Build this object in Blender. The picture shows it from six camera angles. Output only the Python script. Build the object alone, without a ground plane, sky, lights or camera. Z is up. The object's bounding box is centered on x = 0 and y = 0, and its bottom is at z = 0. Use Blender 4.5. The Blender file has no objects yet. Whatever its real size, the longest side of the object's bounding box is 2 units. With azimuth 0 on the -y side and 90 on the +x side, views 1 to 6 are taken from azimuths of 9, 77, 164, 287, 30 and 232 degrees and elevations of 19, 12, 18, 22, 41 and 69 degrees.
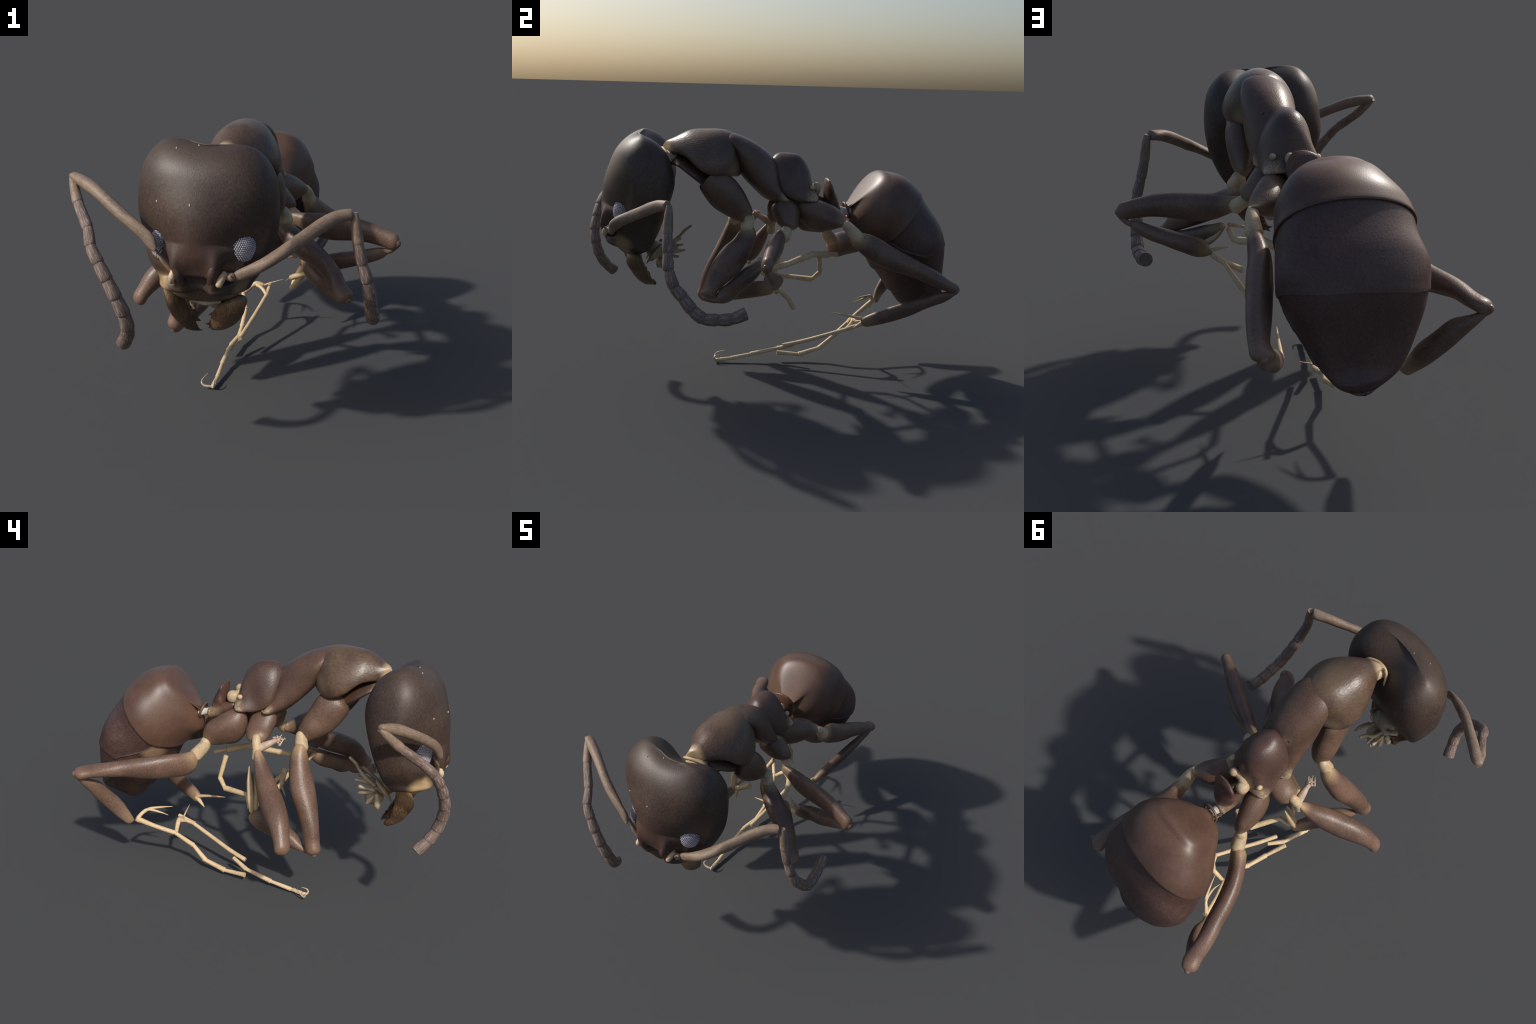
"""Dead ant, lying with legs folded: every cuticle plate is a loft through
elliptical cross-sections, thin limbs are swept tubes, looks are node materials."""
import bpy, math, random
import numpy as np
from mathutils import Vector, Matrix, noise

random.seed(7)
rng = np.random.default_rng(7)
V = lambda *a: np.array(a, float)
unit = lambda v: np.asarray(v, float) / np.linalg.norm(v)

# ------------------------------------------------------------------ geometry
def spline(E, x):
    """Catmull-Rom through the rows of E (one padding row at each end)."""
    i = np.clip(np.floor(x).astype(int), 0, len(E) - 4)
    f = (x - i)[..., None]
    p0, p1, p2, p3 = E[i], E[i + 1], E[i + 2], E[i + 3]
    return 0.5 * (2 * p1 + (p2 - p0) * f + (2 * p0 - 5 * p1 + 4 * p2 - p3) * f ** 2
                  + (3 * p1 - p0 - 3 * p2 + p3) * f ** 3)

class Body:
    """Closed loft.  rows: (position along axis, lateral offset, dorsal offset,
    half width, height above the axis, depth below it); first and last are poles."""
    def __init__(self, org, axis, lateral, power, rows, slim=None):
        self.org, self.ax = V(*org), unit(axis)
        lat = V(*lateral); lat -= self.ax * (lat @ self.ax)
        self.lat = unit(lat); self.dor = np.cross(self.lat, self.ax)
        self.n = max(power, 2.0)
        r = np.array(rows, float)
        if slim:                       # limbs: no section flatter than `slim`
            for q in r[1:-1]:
                h = (q[4] + q[5]) / 2; q[2] += (q[4] - q[5]) / 2; q[4] = q[5] = h
                m = max(q[3], h) * slim
                q[3] = max(q[3], m); q[4] = max(q[4], m); q[5] = max(q[5], m)
        self.N = len(r)
        even = lambda a: np.vstack([a[1:2], a, a[-2:-1]])
        odd = lambda a: np.vstack([-a[1:2], a, -a[-2:-1]])
        self.C, self.R = even(r[:, :3]), odd(r[:, 3:])
        self.L = r[-1, 0]
    def surface(self, x, phi, grow=0.0):
        x, phi = np.broadcast_arrays(np.asarray(x, float), np.asarray(phi, float))
        C = spline(self.C, x); R = np.maximum(spline(self.R, x), -.02)
        c, s = np.cos(phi), np.sin(phi); e = 2 / self.power(x, s)
        cc, ss = np.sign(c) * np.abs(c) ** e, np.sign(s) * np.abs(s) ** e
        h = (R[..., 1] + R[..., 2]) / 2 + (R[..., 1] - R[..., 2]) / 2 * ss      # egg-shaped section
        P = np.stack([C[..., 0], C[..., 1] + R[..., 0] * cc, C[..., 2] + h * ss], -1)
        P = self.shape(P)
        W = self.org + P[..., :1] * self.ax + P[..., 1:2] * self.lat + P[..., 2:] * self.dor
        return W
    def shape(self, P):
        return P
    def power(self, x, s):
        return self.n
    def grid(self, M=56, R=64):
        x = np.linspace(0, self.N - 1, M)[:, None]
        return self.surface(x, -np.linspace(0, 2 * np.pi, R, endpoint=False)[None])
    def x_at(self, z):
        xs = np.linspace(0, self.N - 1, 400); zz = spline(self.C, xs)[:, 0]
        return np.interp(z, zz, xs)

def normals(P):
    a = np.roll(P, -1, 1) - np.roll(P, 1, 1)
    b = np.gradient(P, axis=0)
    n = np.cross(a, b); l = np.linalg.norm(n, axis=-1, keepdims=True)
    return n / np.maximum(l, 1e-9)

def grid_data(P, close=(True, True)):
    """Verts and faces of a ring grid; a closed end collapses to one vertex."""
    M, R = P.shape[:2]
    verts, idx = [], np.zeros((M, R), int)
    for i in range(M):
        if (i == 0 and close[0]) or (i == M - 1 and close[1]):
            idx[i] = len(verts); verts.append(P[i].mean(0))
        else:
            idx[i] = np.arange(len(verts), len(verts) + R); verts.extend(P[i])
    faces = []
    for i in range(M - 1):
        a, b = idx[i], idx[i + 1]
        for j in range(R):
            k = (j + 1) % R
            f = []
            for v in (a[j], a[k], b[k], b[j]):
                if v not in f: f.append(int(v))
            if len(f) > 2: faces.append(f)
    return verts, faces

def merge(*parts):
    verts, faces = [], []
    for v, f in parts:
        o = len(verts); verts.extend(v); faces.extend([[i + o for i in q] for q in f])
    return verts, faces

def rough(P, amp, freq):
    """Slight unevenness of a grid along its normals."""
    n = normals(P); out = P.copy()
    for i in range(P.shape[0]):
        for j in range(P.shape[1]):
            out[i, j] += n[i, j] * amp * noise.noise(Vector(P[i, j]) * freq)
    return out

def path(points, m):
    E = np.array(points, float)
    if len(E) == 2 and m > 1: E = np.vstack([E[0], E.mean(0), E[1]])
    E = np.vstack([2 * E[0] - E[1], E, 2 * E[-1] - E[-2]])
    x = np.linspace(0, len(E) - 3, m)
    return spline(E, x)

def tube(points, radii, m=28, sides=16, ends='round', flat=1.0, up=(0, 0, 1), smooth=True):
    """Sweep a circle (flat<1: an ellipse) along a spline; radii are spread over it."""
    pts = path(points, m) if smooth else np.array(points, float)
    m = len(pts)
    rad = np.interp(np.linspace(0, 1, m), np.linspace(0, 1, len(radii)), radii)
    T = np.gradient(pts, axis=0); T /= np.linalg.norm(T, axis=1)[:, None]
    rings = []; u = V(*up)
    if abs(unit(u) @ T[0]) > .95: u = V(1, .3, 0)
    ph = np.linspace(0, 2 * np.pi, sides, endpoint=False)
    for p, t, r in zip(pts, T, rad):
        u = unit(u - t * (u @ t)); w = np.cross(t, u)
        rings.append(p + r * (np.cos(ph)[:, None] * u * flat + np.sin(ph)[:, None] * w))
    rings = np.array(rings)
    def cap(i, sgn):
        p, t, r, out = pts[i], T[i], rad[i], []
        for a in (.0, .4, .75, 1.0):
            k = math.cos(a * math.pi / 2)
            out.append(p + (rings[i] - p) * k + sgn * t * r * .8 * math.sin(a * math.pi / 2))
        return out
    if ends in ('round', 'tail'):
        a = cap(0, -1)[::-1]; b = cap(-1, 1)
        rings = np.array(a[:-1] + list(rings) + b[1:]) if ends == 'round' else np.array(list(rings) + b[1:])
    else:                                   # flat ends with a small bevel
        a = [pts[0] + (rings[0] - pts[0]) * k for k in (0, .85)]
        b = [pts[-1] + (rings[-1] - pts[-1]) * k for k in (.85, 0)]
        rings = np.array(a + list(rings) + b)
    return grid_data(rings)

def ellipsoid(c, axes, rot=None, m=20, r=28, power=2.0):
    th = np.linspace(0, np.pi, m)[:, None]; ph = np.linspace(0, 2 * np.pi, r, endpoint=False)[None]
    e = 2 / power; f = lambda v: np.sign(v) * np.abs(v) ** e
    P = np.stack([f(np.sin(th)) * f(np.cos(ph)), f(np.sin(th)) * f(np.sin(ph)), -f(np.cos(th)) + 0 * ph], -1) * V(*axes)
    if rot is not None: P = P @ np.array(rot, float)
    return grid_data(P + V(*c))

def frame_z(d, hint=(0, 0, 1)):
    """Rows x, y, z of a frame whose z runs along d."""
    z = unit(d); h = V(*hint)
    if abs(z @ unit(h)) > .95: h = V(1, 0, 0)
    x = unit(np.cross(h, z)); return np.array([x, np.cross(z, x), z])

# ------------------------------------------------------------------ objects
def add(name, data, mat, parent, kind=None, sharp=None, frame=None, origin=None):
    verts, faces = data
    verts = np.array(verts, float)
    me = bpy.data.meshes.new(name)
    if frame is not None:                 # store in local axes so that grain follows the limb
        F = np.array(frame); o = V(*origin)
        verts = (verts - o) @ F.T
    me.from_pydata(verts.tolist(), [], faces)
    me.validate()
    for p in me.polygons: p.use_smooth = True
    if sharp: me.set_sharp_from_angle(angle=math.radians(sharp))
    me.materials.append(mat)
    ob = bpy.data.objects.new(name, me)
    bpy.context.scene.collection.objects.link(ob)
    if frame is not None:
        M4 = Matrix.Identity(4)
        for i in range(3):
            for j in range(3): M4[i][j] = F[j][i]
            M4[i][3] = o[i]
        ob.matrix_world = M4
    ob.parent = parent
    if kind: ob['kind'] = kind
    return ob

def empty(name, parent=None):
    e = bpy.data.objects.new(name, None)
    e.empty_display_size = .1
    bpy.context.scene.collection.objects.link(e)
    e.parent = parent
    return e

# ------------------------------------------------------------------ materials
class Nodes:
    def __init__(self, name):
        self.mat = bpy.data.materials.new(name); self.mat.use_nodes = True
        self.t = self.mat.node_tree; self.t.nodes.clear()
        self.out = self.t.nodes.new('ShaderNodeOutputMaterial')
        self.b = self.t.nodes.new('ShaderNodeBsdfPrincipled')
        self.t.links.new(self.b.outputs[0], self.out.inputs[0])
        self.co = self.t.nodes.new('ShaderNodeTexCoord').outputs['Object']
    def new(self, t, **kw):
        n = self.t.nodes.new('ShaderNode' + t)
        for k, v in kw.items(): setattr(n, k, v)
        return n
    def link(self, a, b): self.t.links.new(a, b)
    def scaled(self, s, rot=(0, 0, 0)):
        m = self.new('Mapping'); self.link(self.co, m.inputs[0])
        m.inputs['Scale'].default_value = s; m.inputs['Rotation'].default_value = rot
        return m.outputs[0]
    def noise(self, scale, detail=3, vec=None, distort=0., rough=.55):
        n = self.new('TexNoise'); self.link(vec or self.co, n.inputs['Vector'])
        n.inputs['Scale'].default_value = scale; n.inputs['Detail'].default_value = detail
        n.inputs['Distortion'].default_value = distort; n.inputs['Roughness'].default_value = rough
        return n.outputs['Fac']
    def voronoi(self, scale, vec=None, feature='F1'):
        n = self.new('TexVoronoi', feature=feature); self.link(vec or self.co, n.inputs['Vector'])
        n.inputs['Scale'].default_value = scale
        return n.outputs['Distance']
    def range(self, f, a, b, c=0., d=1., smooth=True):
        n = self.new('MapRange')
        if smooth: n.interpolation_type = 'SMOOTHSTEP'
        self.link(f, n.inputs[0])
        for i, v in enumerate((a, b, c, d)): n.inputs[i + 1].default_value = v
        return n.outputs[0]
    def math(self, op, a, b=None):
        n = self.new('Math', operation=op)
        for i, v in enumerate((a, b)):
            if v is None: continue
            if isinstance(v, (int, float)): n.inputs[i].default_value = v
            else: self.link(v, n.inputs[i])
        return n.outputs[0]
    def mix(self, f, a, b, blend='MIX'):
        n = self.new('Mix', data_type='RGBA', blend_type=blend)
        for s, v in ((n.inputs[0], f), (n.inputs[6], a), (n.inputs[7], b)):
            if isinstance(v, (int, float)): s.default_value = v
            elif isinstance(v, tuple): s.default_value = (*v, 1)
            else: self.link(v, s)
        return n.outputs[2]
    def near(self, p, r0, r1):
        """1 within r0 of point p, falling to 0 at r1."""
        n = self.new('VectorMath', operation='DISTANCE'); self.link(self.co, n.inputs[0])
        n.inputs[1].default_value = p
        return self.range(n.outputs['Value'], r0, r1, 1., 0.)
    def bump(self, h, strength, dist=.004, normal=None):
        n = self.new('Bump'); self.link(h, n.inputs['Height'])
        n.inputs['Strength'].default_value = strength; n.inputs['Distance'].default_value = dist
        if normal: self.link(normal, n.inputs['Normal'])
        return n.outputs[0]

PALE = (.50, .37, .22)

def cuticle(name, tone, alt=None, spots=(), rough=.4, grain=.25, wrinkle=(150, 150, 80), speckle=.0,
            spec=.5, var=.25, tints=()):
    """Brown chitin: slow mottling between tone and alt, fine wrinkles, and
    spots = (point, r0, r1, amount, colour) where the cuticle turns pale."""
    N = Nodes(name)
    alt = alt or tuple(c * .72 for c in tone)
    col = N.mix(N.range(N.noise(6.5, 4), .38, .62), tone, alt)
    wv = N.noise(1.0, 3, N.scaled(wrinkle), distort=.8)
    fine = N.range(wv, .3, .7, 1 - var, 1 + var)
    g = N.new('Combine' + 'Color'); [N.link(fine, g.inputs[i]) for i in range(3)]
    col = N.mix(1., col, g.outputs[0], 'MULTIPLY')
    for p, r0, r1, amt, c in tints:
        col = N.mix(N.math('MULTIPLY', N.near(p, r0, r1), amt), col, c)
    sp = N.range(N.noise(95, 4), .40, .58)
    for p, r0, r1, amt, *c in spots:
        f = N.math('MULTIPLY', N.near(p, r0, r1), amt)
        if speckle: f = N.math('MULTIPLY', f, N.math('SUBTRACT', 1.0, N.math('MULTIPLY', sp, speckle)))
        col = N.mix(f, col, c[0] if c else PALE)
    N.link(col, N.b.inputs['Base Color'])
    N.b.inputs['Roughness'].default_value = rough
    N.b.inputs['Specular IOR Level'].default_value = spec
    cells = N.voronoi(1.0, N.scaled(tuple(w * .9 for w in wrinkle)))
    h = N.math('ADD', N.math('MULTIPLY', wv, .8), N.math('MULTIPLY', cells, .5))
    N.link(N.bump(h, grain, .004), N.b.inputs['Normal'])
    return N.mat

def pale_chitin(name, tone=(.60, .46, .29), alt=(.46, .34, .21), rough=.5, grain=.3):
    """Cream joints and tarsi with rusty pin-prick speckles."""
    N = Nodes(name)
    col = N.mix(N.range(N.noise(18, 3), .35, .7), tone, alt)
    col = N.mix(N.range(N.noise(170, 3), .56, .72), col, (.30, .17, .085))
    N.link(col, N.b.inputs['Base Color'])
    N.b.inputs['Roughness'].default_value = rough
    N.link(N.bump(N.noise(130, 4), grain, .003), N.b.inputs['Normal'])
    return N.mat

def hairy_segment(name, tone, light, streak, z=9, xy=110, grain=.5):
    """Antenna cuticle: dense fine hairs as lengthwise light streaks."""
    N = Nodes(name)
    s = N.noise(1.0, 4, N.scaled((xy, xy, z)), distort=.5, rough=.65)
    col = N.mix(N.range(N.noise(12, 3), .35, .65), tone, tuple(c * .7 for c in tone))
    col = N.mix(N.math('MULTIPLY', N.range(s, .48, .68), streak), col, light)
    N.link(col, N.b.inputs['Base Color'])
    N.b.inputs['Roughness'].default_value = .55
    N.link(N.bump(s, grain, .006), N.b.inputs['Normal'])
    return N.mat

def plain(name, tone, rough=.5):
    N = Nodes(name)
    col = N.mix(N.range(N.noise(60, 3), .35, .65), tone, tuple(c * .75 for c in tone))
    N.link(col, N.b.inputs['Base Color']); N.b.inputs['Roughness'].default_value = rough
    return N.mat

# ------------------------------------------------------- measured cross-sections
class Head(Body):
    """Head capsule: squarish lower face, occiput notched between two lobes,
    antennal sockets sunk beside the frontal carinae."""
    face_power = (3.55, 3.41, 1.71, 2.09, 2.41, 2.40)
    back_power = (2.71, 2.74, 2.88, 2.76, 2.30, 2.33)
    def power(self, x, s):
        k = (0, 2, 4, 6, 8, self.N - 1)
        f, b = np.interp(x, k, self.face_power), np.interp(x, k, self.back_power)
        return b + (f - b) * (.5 + .5 * s)
    def shape(self, P):
        Z, X, Y = P[..., 0], P[..., 1], P[..., 2]
        t = np.clip((Z / self.L - .25) / .75, 0, 1) ** 2
        g = np.exp(-((X +0.0075) / 0.140) ** 2)
        back = np.where(-Y > -.05, -Y, -.05 + .03 * np.tanh((.05 - Y) / .03))
        Z = Z - g * t * (0.027 + 0.174 * back) -0.045 * X * t
        rear = lambda Y: (lambda u: u * u * (3 - 2 * u))(np.clip(-Y / .1, 0, 1))
        Y = Y + g * 0.095 * np.clip((Z / self.L - .2) / .8, 0, 1) * rear(Y)
        b = rear(Y) * np.clip((.75 - Z / self.L) / .5, 0, 1)
        Y = Y -0.152 * X * b +1.409 * np.clip(X, 0, 1) ** 2 * b
        return np.stack([Z, X, Y], -1)

PRONOTUM = Body((-.086, -.621, 1.249), (.2029, .9689, -.1417), (.979, -.1978, .0494), 2.20, [
    (0, 0, 0, 0, 0, 0),
    (.017, .026, .039, .011, .007, .044),
    (.065, .042, .014, .064, .067, .026),
    (.138, .037, .004, .122, .126, -.009),
    (.223, .036, -.035, .167, .185, .008),
    (.308, .031, -.041, .163, .201, .043),
    (.38, .036, -.028, .114, .169, .045),
    (.429, .029, -.014, .036, .092, .052),
    (.446, 0, 0, 0, 0, 0)])
MESOTHORAX = Body((.006, -.317, 1.335), (-.0111, .7659, -.6428), (.9994, .0293, .0176), 2.20, [
    (0, 0, 0, 0, 0, 0),
    (.025, .013, .006, .072, .035, .011),
    (.096, .008, -.001, .11, .074, .022),
    (.198, .005, -.019, .12, .113, .062),
    (.311, .002, -.046, .123, .132, .051),
    (.413, -.006, -.049, .125, .057, .05),
    (.484, -.015, -.036, .127, .011, .026),
    (.509, 0, 0, 0, 0, 0)])
PROPODEUM = Body((.019, -.069, 1.176), (-.0185, .8569, -.5151), (.999, .0363, .0245), 2.20, [
    (0, 0, 0, 0, 0, 0),
    (.016, -.02, .027, .037, .054, .03),
    (.062, -.025, .002, .083, .116, .039),
    (.128, -.024, -.049, .115, .192, .022),
    (.202, -.023, -.064, .121, .182, -.003),
    (.268, -.032, -.046, .134, .101, -.008),
    (.314, -.027, -.022, .126, .038, -.005),
    (.33, 0, 0, 0, 0, 0)])
PROPLEURON = Body((-.038, -.583, 1.18), (.152, .9263, -.3447), (.988, -.1518, .0279), 2.00, [
    (0, 0, 0, 0, 0, 0),
    (.012, .01, .008, .051, .053, -.005),
    (.046, .017, .013, .09, .053, -.004),
    (.096, .017, .006, .107, .056, .012),
    (.156, .014, -.008, .109, .058, .021),
    (.216, .011, -.017, .09, .059, .033),
    (.267, .007, -.014, .064, .058, .024),
    (.301, .003, -.008, .033, .057, .013),
    (.313, 0, 0, 0, 0, 0)])
PETIOLE = Body((-.039, .311, .92), (.3539, -.1579, .9218), (.9353, .0589, -.349), 2.00, [
    (0, 0, 0, 0, 0, 0),
    (.007, .004, -.008, .032, .015, .03),
    (.029, .007, -.004, .056, .026, .042),
    (.061, .001, 0, .066, .03, .047),
    (.098, -.006, -.004, .066, .033, .035),
    (.136, -.018, -.005, .073, .026, .016),
    (.167, -.016, -.001, .059, .017, .016),
    (.189, -.013, .002, .029, .008, .006),
    (.196, 0, 0, 0, 0, 0)])
LF_COXA = Body((.147, -.394, 1.139), (-.0399, .6322, -.7738), (.9965, -.0315, -.0772), 2.00, [
    (0, 0, 0, 0, 0, 0),
    (.021, -.025, -.013, .028, .057, .059),
    (.08, -.034, -.006, .061, .086, .081),
    (.16, -.035, 0, .067, .086, .084),
    (.239, -.027, .006, .054, .067, .066),
    (.298, -.015, .009, .026, .043, .04),
    (.319, 0, 0, 0, 0, 0)], slim=.62)
RF_COXA = Body((-.08, -.38, 1.117), (-.1738, .6265, -.7598), (.9847, .1029, -.1404), 2.00, [
    (0, 0, 0, 0, 0, 0),
    (.021, .001, -.004, .023, .06, .063),
    (.08, .001, .004, .043, .09, .087),
    (.16, .003, -.002, .055, .082, .083),
    (.24, .003, .001, .059, .065, .064),
    (.299, .004, .001, .034, .036, .035),
    (.32, 0, 0, 0, 0, 0)], slim=.62)
LM_COXA = Body((.092, .022, 1.011), (.3062, .1352, -.9423), (.9063, -.3444, .2451), 2.00, [
    (0, 0, 0, 0, 0, 0),
    (.012, -.027, -.019, .043, .047, .049),
    (.044, -.045, -.021, .074, .071, .072),
    (.089, -.042, -.013, .083, .069, .069),
    (.133, -.022, -.01, .077, .055, .055),
    (.165, -.008, 0, .051, .032, .029),
    (.177, 0, 0, 0, 0, 0)], slim=.62)
RM_COXA = Body((-.092, .011, 1.004), (-.5858, .0943, -.8049), (.81, .0374, -.5852), 2.00, [
    (0, 0, 0, 0, 0, 0),
    (.013, .024, .004, 0, .046, .048),
    (.05, .038, .015, .001, .071, .07),
    (.1, .032, .019, .001, .068, .068),
    (.15, .017, .019, .001, .061, .062),
    (.187, .011, .017, 0, .038, .037),
    (.2, 0, 0, 0, 0, 0)], slim=.62)
LH_COXA = Body((.054, .095, .988), (.5183, .8049, -.2889), (.7699, -.5862, -.2522), 2.01, [
    (0, 0, 0, 0, 0, 0),
    (.02, -.008, -.028, .034, .047, .047),
    (.076, -.016, -.045, .058, .078, .079),
    (.153, -.018, -.043, .069, .084, .087),
    (.229, -.015, -.029, .064, .056, .056),
    (.285, -.005, -.016, .035, .024, .021),
    (.306, 0, 0, 0, 0, 0)], slim=.62)
RH_COXA = Body((-.103, .14, .982), (-.244, .7133, -.657), (.9332, .3571, .0411), 1.99, [
    (0, 0, 0, 0, 0, 0),
    (.019, -.003, -.008, .034, .042, .04),
    (.069, -.008, -.019, .06, .076, .077),
    (.139, -.013, -.019, .061, .089, .091),
    (.208, -.01, -.001, .044, .075, .072),
    (.259, .002, 0, .028, .039, .04),
    (.277, 0, 0, 0, 0, 0)], slim=.62)
LF_FEMUR = Body((.153, -.194, .9), (.6049, -.4954, -.6234), (.789, .2672, .5533), 2.00, [
    (0, -.027, .031, 0, 0, 0),
    (.016, -.034, .039, .032, .033, .033),
    (.062, -.039, .041, .044, .049, .05),
    (.132, -.031, .039, .053, .058, .059),
    (.219, -.011, .023, .054, .072, .07),
    (.31, .008, .01, .046, .071, .071),
    (.397, .009, -.004, .041, .054, .055),
    (.467, -.01, -.007, .045, .038, .037),
    (.513, -.004, -.007, .039, .033, .032),
    (.529, -.003, -.006, 0, 0, 0)], slim=.62)
RF_FEMUR = Body((-.182, -.19, .883), (-.3246, -.2964, -.8982), (.6831, -.7303, -.0059), 2.00, [
    (0, .004, .001, 0, 0, 0),
    (.018, .005, .002, .029, .029, .029),
    (.069, -.007, .01, .045, .044, .044),
    (.148, -.011, .014, .059, .051, .051),
    (.245, -.01, .016, .068, .056, .055),
    (.349, -.006, .01, .059, .057, .058),
    (.445, -.006, .005, .046, .055, .055),
    (.525, -.006, .006, .041, .045, .044),
    (.576, -.005, .007, .036, .039, .039),
    (.594, -.004, .006, 0, 0, 0)], slim=.62)
LM_FEMUR = Body((.18, .029, .83), (.8974, -.4289, -.103), (.4223, .9029, -.0807), 2.00, [
    (0, -.041, .003, 0, 0, 0),
    (.017, -.051, .003, .012, .026, .027),
    (.066, -.04, .009, .027, .037, .042),
    (.142, -.034, .012, .036, .057, .06),
    (.235, -.025, .006, .04, .061, .066),
    (.334, -.016, -.006, .04, .052, .062),
    (.426, -.007, -.009, .036, .043, .054),
    (.502, -.002, -.002, .029, .039, .046),
    (.551, .003, .005, .026, .034, .04),
    (.568, .002, .004, 0, 0, 0)], slim=.62)
RM_FEMUR = Body((-.215, .031, .845), (-.5903, -.4635, -.6608), (.6626, -.7458, -.0688), 2.00, [
    (0, -.001, -.004, 0, 0, 0),
    (.019, -.001, -.005, .008, -.001, -.001),
    (.073, .001, .008, .027, .008, .01),
    (.156, .012, .032, .045, .04, .039),
    (.258, .017, .038, .057, .064, .062),
    (.366, .009, .01, .061, .071, .072),
    (.468, 0, -.015, .053, .051, .056),
    (.551, -.007, -.012, .043, .035, .037),
    (.605, -.01, 0, .038, .031, .033),
    (.624, -.008, 0, 0, 0, 0)], slim=.62)
LH_FEMUR = Body((.221, .362, .838), (.1317, .8845, -.4476), (.9913, -.1154, .0637), 2.00, [
    (0, -.01, -.017, 0, 0, 0),
    (.02, -.013, -.021, -.004, .029, .03),
    (.078, -.014, -.012, .021, .048, .058),
    (.167, -.021, 0, .045, .041, .088),
    (.275, -.011, -.002, .052, .037, .082),
    (.391, .001, -.008, .05, .041, .055),
    (.5, .013, -.006, .046, .036, .047),
    (.589, .019, -.011, .039, .031, .034),
    (.647, .01, -.007, .042, .027, .03),
    (.667, .008, -.006, 0, 0, 0)], slim=.62)
RH_FEMUR = Body((-.188, .368, .726), (-.4955, .8653, -.0761), (.8293, .4973, .2549), 2.00, [
    (0, -.015, -.023, 0, 0, 0),
    (.02, -.019, -.029, .039, .054, .055),
    (.078, -.036, -.032, .039, .069, .071),
    (.166, -.053, -.023, .043, .071, .071),
    (.274, -.056, -.017, .046, .064, .065),
    (.39, -.044, -.018, .044, .052, .047),
    (.498, -.037, -.024, .043, .045, .029),
    (.586, -.019, -.033, .045, .035, .026),
    (.644, -.018, -.038, .039, .031, .025),
    (.664, -.015, -.031, 0, 0, 0)], slim=.62)
LF_TIBIA = Body((.454, -.426, .566), (-.7128, .6084, .349), (.6334, .7721, -.0521), 2.00, [
    (0, .018, -.009, 0, 0, 0),
    (.015, .023, -.011, .005, .022, .021),
    (.056, .026, -.018, .015, .042, .041),
    (.118, .03, -.027, .034, .05, .052),
    (.191, .035, -.025, .044, .046, .046),
    (.264, .048, -.025, .045, .047, .047),
    (.326, .065, -.016, .036, .035, .035),
    (.368, .068, -.004, .025, .02, .02),
    (.382, .054, -.003, 0, 0, 0)], slim=.62)
RF_TIBIA = Body((-.355, -.348, .346), (.3117, .9271, .208), (.9459, -.2821, -.1602), 2.00, [
    (0, 0, 0, 0, 0, 0),
    (.016, -.004, -.002, .009, .007, .008),
    (.063, -.006, -.002, .02, .019, .019),
    (.132, -.006, .004, .039, .045, .035),
    (.214, -.006, .01, .049, .056, .046),
    (.296, -.003, .011, .037, .051, .05),
    (.365, -.003, .011, .027, .047, .05),
    (.411, .002, .005, .015, .028, .034),
    (.428, 0, 0, 0, 0, 0)], slim=.62)
LM_TIBIA = Body((.659, -.198, .725), (-.8935, .2977, -.3362), (.3007, .9527, .0447), 2.00, [
    (0, .004, .004, 0, 0, 0),
    (.016, .005, .005, .007, .01, .01),
    (.06, .01, .001, .018, .028, .026),
    (.126, .013, -.004, .031, .039, .031),
    (.204, .013, -.003, .047, .042, .032),
    (.282, .013, .004, .041, .043, .04),
    (.349, .003, .006, .034, .043, .043),
    (.393, -.008, .002, .025, .022, .022),
    (.408, -.006, .002, 0, 0, 0)], slim=.62)
LH_TIBIA = Body((.308, .936, .517), (-.3424, -.8534, -.3929), (.9319, -.2552, -.2578), 2.00, [
    (0, .014, -.006, 0, 0, 0),
    (.021, .018, -.007, .015, .018, .017),
    (.08, .015, -.005, .02, .032, .032),
    (.168, .014, -.005, .027, .033, .034),
    (.272, .011, -.002, .029, .044, .043),
    (.376, .009, -.004, .03, .045, .042),
    (.465, .008, -.005, .027, .038, .037),
    (.524, .006, -.004, .018, .028, .028),
    (.544, .005, -.003, 0, 0, 0)], slim=.62)
RH_TIBIA = Body((-.519, .933, .633), (.5072, -.5096, -.695), (.7781, .6176, .1149), 2.00, [
    (0, .001, 0, 0, 0, 0),
    (.017, .002, 0, .011, .008, .008),
    (.067, .007, -.003, .019, .019, .019),
    (.141, .018, -.009, .025, .036, .038),
    (.229, .025, -.003, .003, .041, .04),
    (.316, .018, 0, .008, .044, .038),
    (.39, -.003, .002, .013, .039, .024),
    (.44, -.008, .009, .014, .028, .014),
    (.457, -.007, .007, 0, 0, 0)], slim=.62)
L_MANDIBLE = Body((.058, -.796, .71), (-.6053, .4483, -.6578), (.7932, .4088, -.4513), 2.00, [
    (0, 0, 0, 0, 0, 0),
    (.012, -.004, -.002, .025, .018, .023),
    (.047, -.007, -.007, .04, .031, .04),
    (.099, -.003, -.006, .058, .032, .047),
    (.16, .004, -.007, .061, .017, .05),
    (.221, .009, -.004, .048, .009, .045),
    (.273, .001, -.006, .021, .011, .025),
    (.308, .006, .002, .005, .007, .006),
    (.32, 0, 0, 0, 0, 0)])
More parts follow.
